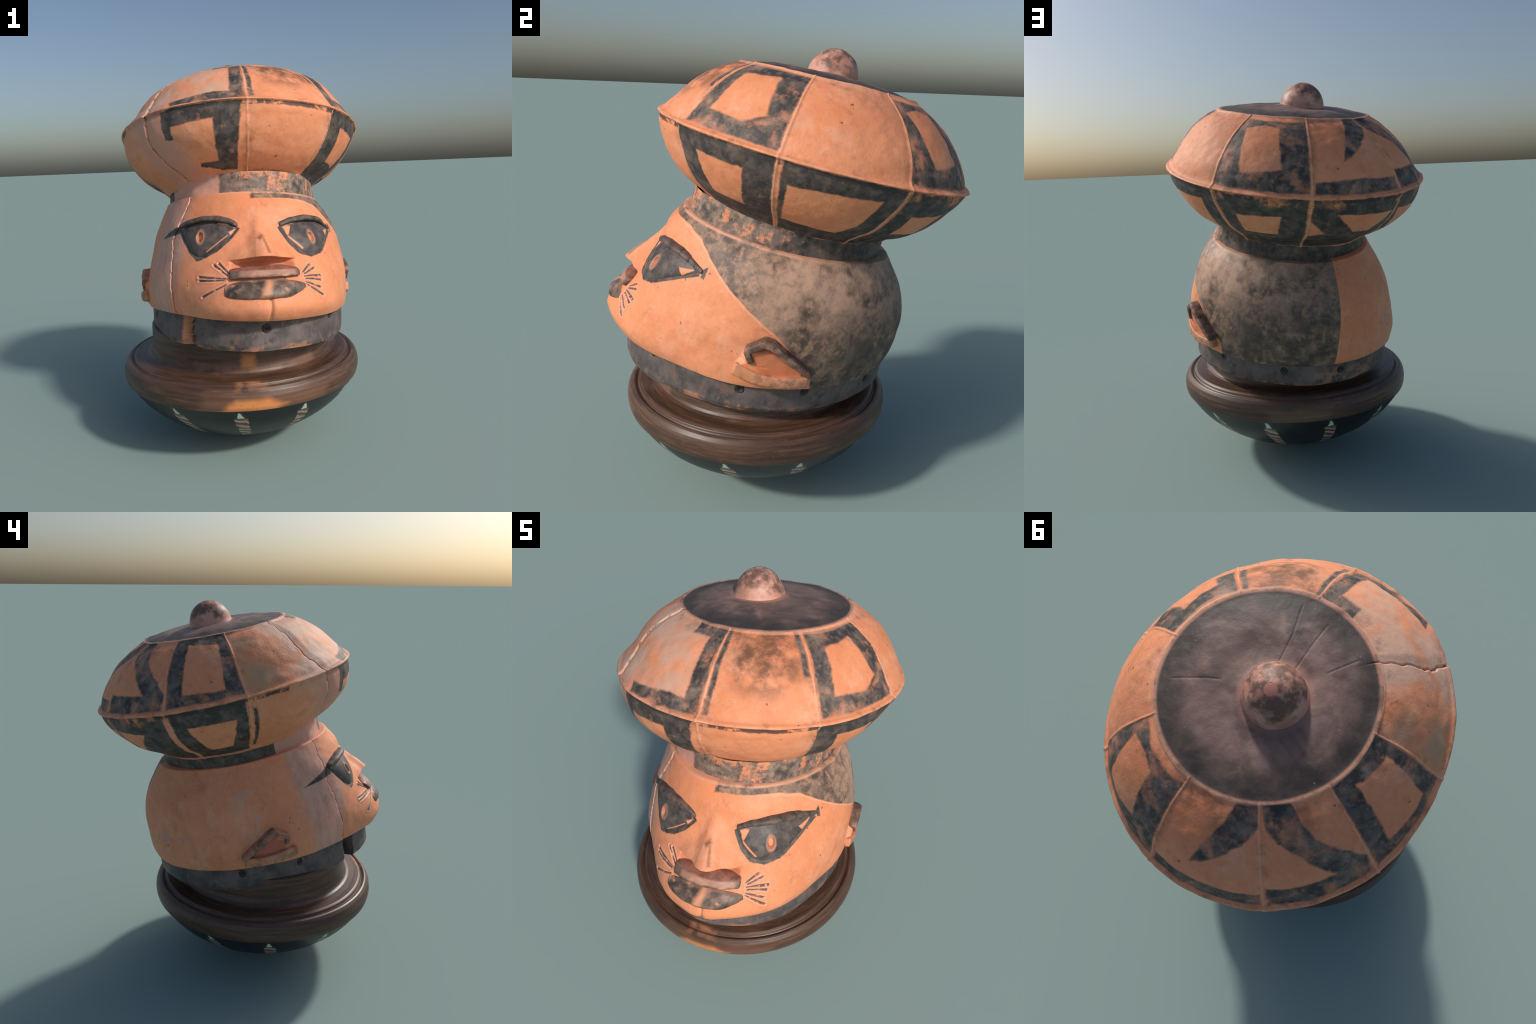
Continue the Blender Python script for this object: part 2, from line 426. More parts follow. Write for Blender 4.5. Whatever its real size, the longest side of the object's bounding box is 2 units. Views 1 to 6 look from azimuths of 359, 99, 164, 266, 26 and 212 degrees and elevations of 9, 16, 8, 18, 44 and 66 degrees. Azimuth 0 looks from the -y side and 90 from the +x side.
    worn_edge = s.math("SUBTRACT", s.h, .004)
    edge = s.math("ABSOLUTE", worn_edge)
    lines = s.most([s.mul(s.inside(seam, .0030, .0030), s.step(s.noise(20, 3), .34, .52)), s.mul(s.inside(edge, .0035, .0020), s.step(s.noise(17, 4), .42, .58)), s.step(s.math("ADD", s.h, s.math("MULTIPLY", s.split(s.obj)[1], -.0276)), .2728, .2752, 0.0, .55)])
    c = s.mix(s.mul(lines, .72), c, CLAY_PALE)
    crack = s.least([s.line((a0, arc(h0)), (a1, arc(h1)), .0016, None) for (a0, h0), (a1, h1) in zip(HAT_CRACK[:-1], HAT_CRACK[1:])]) if False else None
    cr = []
    for (a0, h0), (a1, h1) in zip(HAT_CRACK[1:-1], HAT_CRACK[2:]):
        cr.append(s.line((a0, h0), (a1, h1), .0016))
    c = s.mix(s.mul(s.inside(s.least(cr), .003), s.step(s.noise(12, 3), .36, .5), .85), c, (.10, .05, .03))
    bump = s.math("ADD", s.noise(70, 4, .6), s.math("MULTIPLY", s.noise(260, 2), .25))
    return s.finish(c, bump, .0025)

def crown_material():
    s = Shader("crown_paint", .6)
    x, y, z = s.split(s.obj)
    d = s.vec("DISTANCE", s.join(x, y, 0.0), (.009, -.014, 0.0))
    edge = s.math("ADD", d, s.math("MULTIPLY", s.math("SUBTRACT", s.noise(9, 4, .6), .5), .16))
    c = s.mix(s.step(s.noise(6, 4, .6, distortion=.7), .36, .66), (.135, .086, .070), (.275, .175, .146))
    c = s.mix(s.mul(s.step(s.noise(9, 4, .6), .52, .72), .6), c, (.33, .195, .160))
    c = s.mix(s.mul(s.step(edge, .25, .33), .92), c, s.mix(s.step(s.noise(15, 4), .4, .7), (.045, .036, .033), (.095, .070, .058)))
    front = s.inside(s.vec("DISTANCE", s.obj, (.02, -.30, .29)), .10, .16)
    c = s.mix(s.mul(front, s.step(s.noise(11, 4), .4, .62), .75), c, (.052, .042, .042))
    c = s.mix(s.mul(s.step(s.noise(48, 2), .72, .78), .6), c, (.38, .25, .21))
    c = s.mix(s.mul(s.step(d, .360, .373), s.step(s.noise(10, 4, .6), .30, .50, .35, .95)), c, (.62, .31, .21))
    c = s.mix(s.mul(s.step(s.noise(26, 4), .52, .62), s.step(d, .362, .372), .6), c, (.30, .15, .10))
    foot = s.inside(s.vec("DISTANCE", s.join(x, y, 0.0), (-.032, -.007, 0.0)), .010, .128)
    c = s.mix(s.mul(foot, .65), c, (.40, .215, .165))
    return s.finish(c, s.noise(60, 4, .6), .0025)

def build_hat():
    mat = hat_material()
    crown_mat = crown_material()
    n = 900
    th = np.linspace(-np.pi, np.pi, n, endpoint=False); a = arc_past_back(th)[None]
    prof = HAT_UNDER[::-1] + HAT_TOP[1:]
    knots = np.r_[0, np.cumsum(np.hypot(np.diff([p[0] for p in prof]), .66 * np.diff([p[1] for p in prof])))]
    apex = len(HAT_UNDER) - 1
    def curve(lo, hi, count):
        t = np.linspace(knots[lo], knots[hi], count)
        k = knots[lo:hi + 1]; v = np.array(prof[lo:hi + 1])
        return np.stack([stacked(k, v[:, :1], t[:, None])[:, 0], stacked(k, v[:, 1:], t[:, None])[:, 0]], 1)
    body = np.r_[curve(0, apex, 110), curve(apex, len(prof) - 1, 120)[1:]]
    crown = np.stack([np.linspace(0, 1, 60)[1:] * 0, np.linspace(body[-1, 1], 0.002, 60)[1:]], 1)
    crown[:, 0] = .275 + .046 * (1 - (crown[:, 1] / body[-1, 1]) ** 2) - .012 * np.exp(-((crown[:, 1] * .66 - .13) / .07) ** 2)
    prof2 = np.r_[body, crown]
    h = prof2[:, :1] + 0 * a; scale = prof2[:, 1:]
    R = hat_surface(th[None], h, scale)
    seam = np.min(np.abs(a[..., None] - np.array(SEAMS)), -1)
    span = np.minimum(seam, .2) / .2
    body_mask = (np.arange(len(prof2)) < len(body))[:, None]
    lift = (.0065 * np.sin(span * np.pi / 2) * smooth(0, .04, np.abs(h)) * smooth(0.285, 0.24, np.abs(h)) + .0035 * np.exp(-(seam / .005) ** 2)) * body_mask
    lift = lift + .003 * np.exp(-((h - .004) / .005) ** 2) * body_mask - .003 * np.exp(-((h + .010) / .006) ** 2) * body_mask
    lift = lift + .0045 * np.exp(-((np.arange(len(prof2)) - len(body) + 1) / 2.2) ** 2)[:, None]
    zig = .006 * np.interp(h, np.linspace(-.4, .4, 61), np.random.default_rng(4).uniform(-1, 1, 61))
    d, side = stroke(np.where(a > 2.6, a - 2 * math.pi * UNROLL, a) + zig, h, HAT_CRACK)
    fade = smooth(.29, .26, h)
    lift = lift - (.014 * np.exp(-(d / .0032) ** 2) + .005 * smooth(.05, 0, d) * (side < 0)) * fade
    # surface direction: outward normal of the profile
    dr = np.gradient(R, axis=0); dh = np.gradient(h, axis=0); L = np.hypot(dr, dh) + 1e-9
    nr, nh = dh / L, -dr / L
    P0 = np.stack([R * np.cos(th), R * np.sin(th), h], -1)
    lift = lift + value_noise(P0, 9, 1) * .0035 + value_noise(P0, 30, 2) * .0014
    R2, h2 = R + nr * lift, h + nh * lift
    tip = smooth(.13, .272, h)                     # the crown disc is tipped a little less than the brim
    h2 = h2 + tip * (.001 + .018 * R * np.cos(th) + .0276 * R * np.sin(th))
    # shallow drying cracks in the crown
    x, y = R * np.cos(th), R * np.sin(th)
    for path in ([(.06, -.33), (.03, -.22), (.02, -.12)], [(-.05, -.31), (-.04, -.12)], [(-.14, -.16), (-.20, -.25)], [(.30, .10), (.16, .03)]):
        dd, _ = stroke(x, y, path)
        h2 = h2 - .0016 * np.exp(-(dd / .0035) ** 2) * (~body_mask)
    P = np.stack([R2 * np.cos(th), R2 * np.sin(th), h2], -1)
    row = np.repeat(np.arange(len(prof2) - 1), n)
    shell = split_surface(P, True, [
        ("hat", (row >= 110) & (row < len(body) - 1), mat, ROOT),
        ("hat_underside", row < 110, mat, None),
        ("hat_crown", row >= len(body) - 1, crown_mat, None)], None, HAT)
    hat = shell[0]
    # close the tip of the crown
    # knob
    s = Shader("knob_wood", .5)
    x, y, z = s.split(s.obj)
    c = s.mix(s.step(s.noise(12, 4), .38, .62), (.56, .27, .20), (.70, .38, .29))
    dark = s.mul(s.step(s.math("ADD", z, s.math("MULTIPLY", s.noise(8, 4, .6), .20)), .425, .470), s.step(s.noise(17, 5, .65), .36, .58))
    c = s.mix(s.mul(dark, .85), c, (.10, .055, .038))
    c = s.mix(s.mul(s.step(s.noise(22, 4), .56, .70), .5), c, (.22, .11, .075))
    top = s.inside(s.vec("DISTANCE", s.obj, (-.040, .010, .419)), .003, .022)
    c = s.mix(top, c, (.50, .21, .15))
    mat_k = s.finish(c, s.noise(80, 3), .001)
    u = np.linspace(0, 2 * np.pi, 96, endpoint=False); v = np.linspace(-.75, np.pi / 2 - .01, 60)
    rr = .109 * np.cos(v) + .016 * smooth(.10, -.35, v); hh = .309 + .111 * np.sin(v)
    K = np.stack([-.032 + rr[:, None] * np.cos(u), -.007 + rr[:, None] * np.sin(u), hh[:, None] + 0 * u], -1)
    K = K + value_noise(K, 16, 5)[..., None] * .003
    V = np.r_[K.reshape(-1, 3), [[-.032, -.007, .420]]]; F = [list(f) for f in grid_faces(60, 96)]
    F += [[59 * 96 + i, 59 * 96 + (i + 1) % 96, 60 * 96] for i in range(96)]
    new_object("knob", mesh_from("knob", V, F), mat_k, hat)
    return hat

def build_neck_band(parent):
    s = Shader("neck_band_paint", .6)
    s.unrolled(.012, 18)
    c = clay_ground(s)
    d = s.poly([(-.135, -.50), (-.135, -.1), (3.30, -.1), (3.30, -.50)])
    m = s.inside(d, .012)
    grey = s.mul(s.inside(s.poly([(-.12, -.45), (.95, -.45), (.95, -.1), (-.12, -.1)]), .15), s.step(s.noise(20, 5, .65), .30, .58))
    ink = s.mix(s.mul(grey, .9), ink_paint(s, .35, 20), s.mix(s.step(s.noise(34, 4), .4, .66), (.20, .15, .125), (.40, .27, .205)))
    c = s.mix(s.inside(s.poly([(-.72, -.5), (-.1, -.5), (-.1, -.1), (-.72, -.1)]), .05), c, PLASTER)
    bare = s.mul(s.inside(s.poly([(-.05, -.5), (1.05, -.5), (1.05, -.1), (-.05, -.1)]), .1), s.step(s.noise(13, 5, .68), .52, .62))
    c = s.mix(s.mul(m, s.inv(s.mul(bare, .8))), c, ink)
    mat = s.finish(c, s.noise(70, 4), .002)
    n = 360; th = np.linspace(-np.pi, np.pi, n, endpoint=False)
    radii = (.393, .402, .438, .470, .454, .408, .391, .388, .398, .410, .402, .392)     # plan of the neck
    levels = [(-.45, 1.03), (-.41, 1.018), (-.39, 1.012), (-.37, 1.006), (-.34, 1.0), (-.31, 1.0), (-.28, 1.0)]
    a = unroll(th)
    rows = []
    for h, r in np.stack([np.interp(np.linspace(0, 6, 40), range(7), [q[i] for q in levels]) for i in (0, 1)], 1):
        rr = r * periodic(radii, th) + .010 * np.exp(-((a + .33) / .16) ** 2)
        rows.append(np.stack([rr * np.cos(th), rr * np.sin(th), h + 0 * th], -1))
    P = np.array(rows); P = P + value_noise(P, 14, 8)[..., None] * .004 * np.array([1, 1, .6]) + value_noise(P, 45, 9)[..., None] * .0012
    me = mesh_from("neck_band", P.reshape(-1, 3), grid_faces(*P.shape[:2]))
    return new_object("neck_band", me, mat, parent)

# ================================================================== HEAD
CRACK = [(-.335, -.12), (-.355, -.03), (-.362, .03), (-.362, .09), (-.370, .17), (-.376, .27), (-.388, .33), (-.366, .385), (-.345, .45), (-.325, .53), (-.312, .60)]
EYES = {   # upper line from the inner to the outer corner, lower line likewise, pupil
    "right": dict(top=[(.205, .372), (.27, .392), (.36, .405), (.47, .402), (.54, .388), (.615, .366)],
                  low=[(.205, .366), (.235, .300), (.275, .252), (.33, .236), (.395, .250), (.50, .308), (.612, .362)], pupil=(.360, .318)),
    "left": dict(top=[(-.004, .372), (-.041, .394), (-.10, .408), (-.178, .412), (-.266, .402), (-.335, .388)],
                 low=[(-.004, .366), (-.05, .314), (-.104, .272), (-.157, .246), (-.20, .242), (-.245, .275), (-.334, .380)], pupil=(-.186, .332)),
}
WHISKERS = [((-.048, .152), (-.112, .203)), ((-.044, .160), (-.089, .209)), ((-.052, .138), (-.182, .150)), ((-.060, .132), (-.178, .133)), ((-.056, .112), (-.155, .060)),
            ((.256, .152), (.308, .190)), ((.262, .146), (.328, .172)), ((.258, .136), (.352, .137)), ((.262, .126), (.345, .116)), ((.258, .112), (.334, .080)), ((.255, .104), (.336, .046))]

def nose_shape(a, h):
    s = np.clip((.43 - h) / .20, 0, 1)
    w = .050 + .085 * s
    u = (a - .098) / w
    ridge = np.exp(-(u / .52) ** 2) * np.clip(1.25 - np.abs(u), 0, 1)
    edge = .220 + .012 * np.exp(-(u / .6) ** 2)
    wings = .016 * np.exp(-((np.abs(u) - .70) / .26) ** 2) * smooth(.31, .24, h)
    under = smooth(edge - .006, edge, h)
    height = (.088 * s ** 1.2 * ridge + wings) * under
    slot = -.024 * (1 - under) * smooth(.150, .172, h) * smooth(1.0, .62, np.abs((a - .098) / .145))
    return height + slot

def head_relief(a, h):
    d = nose_shape(a, h)
    for w0, w1 in WHISKERS:
        q, _ = stroke(a, h, [w0, w1]); d = d - .0045 * np.exp(-(q / .0048) ** 2) + .002 * np.exp(-((q - .009) / .004) ** 2)
    q, _ = stroke(a, h, [(.104, .045), (.100, -.12)]); d = d - .011 * np.exp(-(q / .0065) ** 2) + .005 * np.exp(-((q - .035) / .03) ** 2) * smooth(.05, 0, h)
    zig = .006 * np.interp(h, np.linspace(-.15, .65, 71), np.random.default_rng(9).uniform(-1, 1, 71))
    q, side = stroke(a + zig, h, CRACK)
    d = d - .014 * np.exp(-(q / .0032) ** 2) - .004 * smooth(.06, 0, q) * (side > 0)
    for e in EYES.values():     # shallow bed around each eye
        ca, ch = e["pupil"][0] + .04 * np.sign(e["pupil"][0]) * 0, e["pupil"][1]
        q, _ = stroke(a, h, e["top"]); d = d + .001 * np.exp(-(q / .014) ** 2)
        q, _ = stroke(a, h, e["low"]); d = d - .004 * np.exp(-(q / .008) ** 2)
    for ear, height in (([(.97, .12), (1.03, .13), (1.10, .095), (1.16, .07), (1.05, .062), (.95, .07)], .024), ([(-.79, .115), (-.85, .125), (-.93, .09), (-.98, .072), (-.85, .06)], .014)):
        q, _ = stroke(a, h, ear); d = d + height * smooth(.055, .025, q)      # each ear is a raised flap
    return d

def skin_material():
    s = Shader("painted_skin", .55)
    s.unrolled(.0035, 24)
    c = clay_ground(s, .35)
    # repaired left front: pinkish plaster with vertical grain
    left = s.inside(s.poly([(-.62, .62), (-.13, .62), (-.20, .45), (-.27, .20), (-.22, -.15), (-.56, -.15), (-.60, .2)]), .05)
    grain = s.noise(16, 4, .6, stretch=(1.6, 1.6, .35))
    plaster = s.mix(s.step(grain, .36, .66), (.60, .315, .235), (.74, .40, .29))
    plaster = s.mix(s.mul(s.step(s.noise(9, 4), .54, .70), .55), plaster, (.80, .33, .23))
    c = s.mix(s.mul(left, s.step(s.noise(5, 4, .6), .22, .46)), c, plaster)
    flake = s.mul(s.inside(s.poly([(2.60, .48), (3.13, .48), (3.13, .20), (2.60, .12)]), .1), s.step(s.noise(8, 5, .7), .57, .66))
    c = s.mix(s.mul(flake, .6), c, (.62, .37, .31))
    violet = s.mul(s.inside(s.poly([(2.22, .23), (2.52, .215), (2.52, .165), (2.22, .18)]), .03), s.step(s.noise(13, 4), .46, .60))
    c = s.mix(s.mul(violet, .7), c, (.50, .29, .29))
    blush = s.mul(s.inside(s.poly([(-.12, -.02), (.09, -.02), (.09, -.075), (-.12, -.06)]), .035), s.step(s.noise(11, 3), .3, .6))
    c = s.mix(s.mul(blush, .75), c, (.70, .185, .07))
    dirt = s.mul(s.step(s.noise(9, 6, .72, distortion=.5), .55, .70), s.step(s.noise(3, 2), .42, .60))
    c = s.mix(s.mul(dirt, .5), c, (.44, .17, .09))
    # hair: everything behind a line from the brow to the ear
    face = s.poly([(-.60, .506), (.085, .510), (.25, .517), (.42, .505), (.60, .472), (.79, .405), (.91, .333), (1.01, .255), (1.125, .190), (1.205, .150), (1.245, .09), (1.285, -.2), (-.60, -.2)])
    hair = s.least([s.step(face, -.0025, .0025), s.step(s.a, .078, .084), s.step(s.math("ADD", s.a, s.math("MULTIPLY", s.h, -.07)), 1.913, 1.909)])
    n1 = s.noise(9, 5, .64); n2 = s.noise(26, 5, .65); n3 = s.noise(70, 3, .6)
    hc = s.mix(s.step(n1, .36, .62), (.085, .062, .050), (.27, .180, .132))
    hc = s.mix(s.mul(s.step(n2, .42, .64), .85), hc, (.45, .26, .175))
    hc = s.mix(s.mul(s.step(n3, .5, .75), .45), hc, (.10, .072, .055))
    hc = s.mix(s.mul(s.step(s.noise(15, 5, .7, distortion=.6), .52, .66), .7), hc, (.075, .055, .043))
    rubbed = s.mul(s.inside(s.poly([(.85, .62), (1.82, .62), (1.62, .36), (.98, .26)]), .14), s.step(s.noise(8, 5, .65), .34, .60))
    hc = s.mix(s.mul(rubbed, s.step(s.noise(23, 5, .68), .30, .56, .35, 1.0), .85), hc, (.64, .39, .275))
    deep = s.mul(s.inside(s.poly([(1.40, .26), (1.90, .30), (1.90, -.1), (1.32, -.1)]), .12), s.step(s.noise(8, 5, .65), .34, .58))
    hc = s.mix(s.mul(deep, .8), hc, (.052, .045, .041))
    streak = s.most([s.inside(s.line((1.800, .24), (1.792, .115), .010), .020), s.inside(s.line((1.845, .245), (1.845, .16), .005), .008), s.inside(s.line((1.60, .052), (1.70, .052), .006), .014), s.inside(s.line((1.84, .03), (1.90, .09), .014), .02)])
    hc = s.mix(s.mul(streak, s.step(s.noise(24, 4, .65), .34, .60), .75), hc, (.42, .25, .15))
    c = s.mix(hair, c, hc)
    # pale worn line where the hair is carved off from the face
    border = s.mul(s.inside(s.math("ABSOLUTE", s.math("ADD", face, .006)), .003, .004), s.step(s.a, .3, .4), s.step(s.a, 1.08, 1.02))
    c = s.mix(s.mul(border, .6), c, CLAY_PALE)
    shoulder = s.math("SUBTRACT", s.math("ADD", s.h, s.math("MULTIPLY", s.split(s.obj)[1], .032)), .528)
    shoulder = s.mul(s.step(shoulder, -.012, -.005), s.step(s.noise(14, 4), .30, .52), s.step(s.a, 1.5, 1.0))
    c = s.mix(s.mul(shoulder, .8), c, (.74, .36, .23))
    brow_edge = s.inside(s.line((.082, .532), (.084, .508), .012), .005)
    c = s.mix(s.mul(brow_edge, s.step(n2, .3, .5), .8), c, (.075, .05, .035))
    # ink: eye frames, eye tails, whisker cuts, rim of the jaw
    R, Lf = EYES["right"], EYES["left"]
    frames = []
    for e, w in ((R, .013), (Lf, .011)):
        lo = e["low"]
        for p0, p1 in zip(lo[:-1], lo[1:]):
            L = math.hypot(p1[0] - p0[0], p1[1] - p0[1]); ex, ey = (p1[0] - p0[0]) / L * .006, (p1[1] - p0[1]) / L * .006
            frames.append(s.line((p0[0] - ex, p0[1] - ey), (p1[0] + ex, p1[1] + ey), w))
        tp = e["top"]
        for p0, p1 in zip(tp[:-1], tp[1:]):
            frames.append(s.line(p0, p1, .010))
    frames.append(s.poly([(.632, .352), (.655, .348), (.652, .398), (.630, .385)]))
    frames.append(s.poly([(-.325, .402), (-.40, .388), (-.47, .368), (-.565, .343), (-.50, .345), (-.43, .350), (-.33, .358)]))
    frames.append(s.poly([(-.255, .268), (-.200, .222), (-.165, .230), (-.20, .26)]))
    ink = s.inside(s.least(frames), .003)
    ink = s.mul(ink, s.step(s.noise(38, 4, .65), .22, .34))
    c = s.mix(ink, c, ink_paint(s, .25, 30))
    wh = s.least([s.line(p0, p1, .0030, None, .0052) for p0, p1 in WHISKERS])
    c = s.mix(s.mul(s.inside(wh, .004, .006), .55), c, CLAY_PALE)
    c = s.mix(s.mul(s.inside(wh, .002), s.step(s.noise(60, 3), .30, .46)), c, (.12, .085, .085))
    # between the lips, nose stain, slot under the nose
    stain = s.most([s.inside(s.line((.088, .325), (.098, .314), .013), .010), s.mul(s.inside(s.line((.104, .318), (.116, .245), .004, None, .007), .006), .75)])
    c = s.mix(s.mul(stain, .85), c, (.13, .05, .018))
    slot = s.inside(s.poly([(-.035, .205), (.098, .218), (.232, .203), (.226, .165), (-.032, .165)], s.join(s.a, s.h, 1.0)), .006)
    c = s.mix(s.mul(slot, .8), c, (.60, .17, .085))
    ears = s.most([s.inside(s.poly([(.955, .125), (.99, .165), (1.05, .165), (1.19, .085), (1.02, .055)]), .008), s.inside(s.poly([(-.62, .1), (-.62, .1001), (-.6201, .1)]), .001)])
    c = s.mix(s.mul(ears, .85), c, (.66, .20, .09))
    ear_l = s.inside(s.poly([(2.99, .125), (2.91, .165), (2.78, .105), (2.76, .075), (2.99, .065)]), .008)
    c = s.mix(s.mul(ear_l, .8), c, (.52, .14, .085))
    cr = s.least([s.line(p0, p1, .0016) for p0, p1 in zip(CRACK[1:-1], CRACK[2:])])
    c = s.mix(s.mul(s.inside(cr, .003), s.step(s.noise(13, 3), .38, .52), .8), c, (.14, .065, .04))
    cleft = s.inside(s.line((.106, .045), (.102, -.12), .006), .006)
    c = s.mix(s.mul(cleft, .5), c, CLAY_PALE)
    bump = s.math("ADD", s.noise(60, 4, .6), s.math("MULTIPLY", s.noise(240, 2), .25))
    return s.finish(c, bump, .002), face

def eye_material(pupil, flip):
    s = Shader("painted_eye", .5)
    s.unrolled(.002, 30)
    c = ink_paint(s, .16, 24, (.34, .22, .18))
    sheen = s.mul(s.step(s.noise(9, 4), .46, .68), .6)
    c = s.mix(sheen, c, (.15, .115, .105))
    e = EYES["left" if flip else "right"]
    lo, tp = e["low"], e["top"]
    pale = []
    if flip:
        pale = [s.poly([(-.012, .366), (-.045, .350), (-.035, .335)]), s.line((-.05, .335), (-.15, .262), .002), s.line((-.03, .386), (-.10, .394), .003)]
    else:
        pale = [s.poly([(.213, .366), (.262, .372), (.236, .322)]), s.line((.236, .322), (.295, .262), .004), s.poly([(.505, .352), (.590, .368), (.53, .325)])]
    c = s.mix(s.inside(s.least(pale), .003), c, CLAY)
    d = s.vec("DISTANCE", s.vec("MULTIPLY", s.join(s.a, s.h, 0.0), (1, .64, 0)), (pupil[0], pupil[1] * .64, 0.0))
    ring = s.inside(d, .006, .023)
    c = s.mix(s.mul(ring, .7), c, (.55, .30, .20))
    c = s.mix(s.inside(d, .003, .0145), c, (.60, .17, .08))
    return s.finish(c, s.noise(70, 3), .001)

def build_eye(e, flip, parent):
    top, low = np.array(e["top"]), np.array(e["low"])
    def along(q, t):
        seg = np.r_[0, np.cumsum(np.hypot(*np.diff(q, axis=0).T))]; seg /= seg[-1]
        return np.stack([np.interp(t, seg, q[:, i]) for i in (0, 1)], -1)
    nu, nv = 90, 70
    u = np.linspace(0, 1, nu); T, B = along(top, u), along(low, u)
    k = np.hanning(15); k /= k.sum()
    for q in (T, B):
        for i in (0, 1):
            pad = np.r_[2 * q[0, i] - q[7:0:-1, i], q[:, i], 2 * q[-1, i] - q[-2:-9:-1, i]]; q[:, i] = np.convolve(pad, k, "valid")
    v = np.linspace(0, 1, nv)[:, None, None]
    A = T * (1 - v) + B * v
    a, h = A[..., 0], A[..., 1]
    uu, vv = np.broadcast_to(u, a.shape), v[..., 0]
    rim = np.sin(np.pi * uu) ** .55 * np.sin(np.pi * (0.06 + .94 * vv)) ** .6
    pu = abs(e["pupil"][0] - top[0, 0]) / abs(top[-1, 0] - top[0, 0])
    crest = 1 - .45 * np.abs(uu - pu) / .6
    off = .025 * np.clip(rim, 0, 1) * crest - .006
    d = np.hypot(a - e["pupil"][0], (h - e["pupil"][1]) * .64)
    off = off - .020 * smooth(.0165, .010, d) + .003 * np.exp(-((d - .02) / .006) ** 2)
    th = roll(a)
    R = head_radius(th.ravel(), h.ravel()).reshape(a.shape) + off
    P = np.stack([R * np.cos(th), R * np.sin(th), h], -1)
    F = grid_faces(nv, nu, False)
    if not flip: F = F[:, ::-1]
    me = mesh_from("eye", P.reshape(-1, 3), F)
    return new_object("eye", me, eye_material(e["pupil"], flip), parent)

def simple_material(name, base, other, scale, dark=None, amount=.6, rough=.55, dark_scale=None):
    s = Shader(name, rough)
    c = s.mix(s.step(s.noise(scale, 4, .6), .36, .66), base, other)
    if dark is not None:
        c = s.mix(s.mul(s.step(s.noise(dark_scale or scale * 1.6, 5, .65), .44, .60), amount), c, dark)
    return s.finish(c, s.noise(75, 3, .6), .0016)

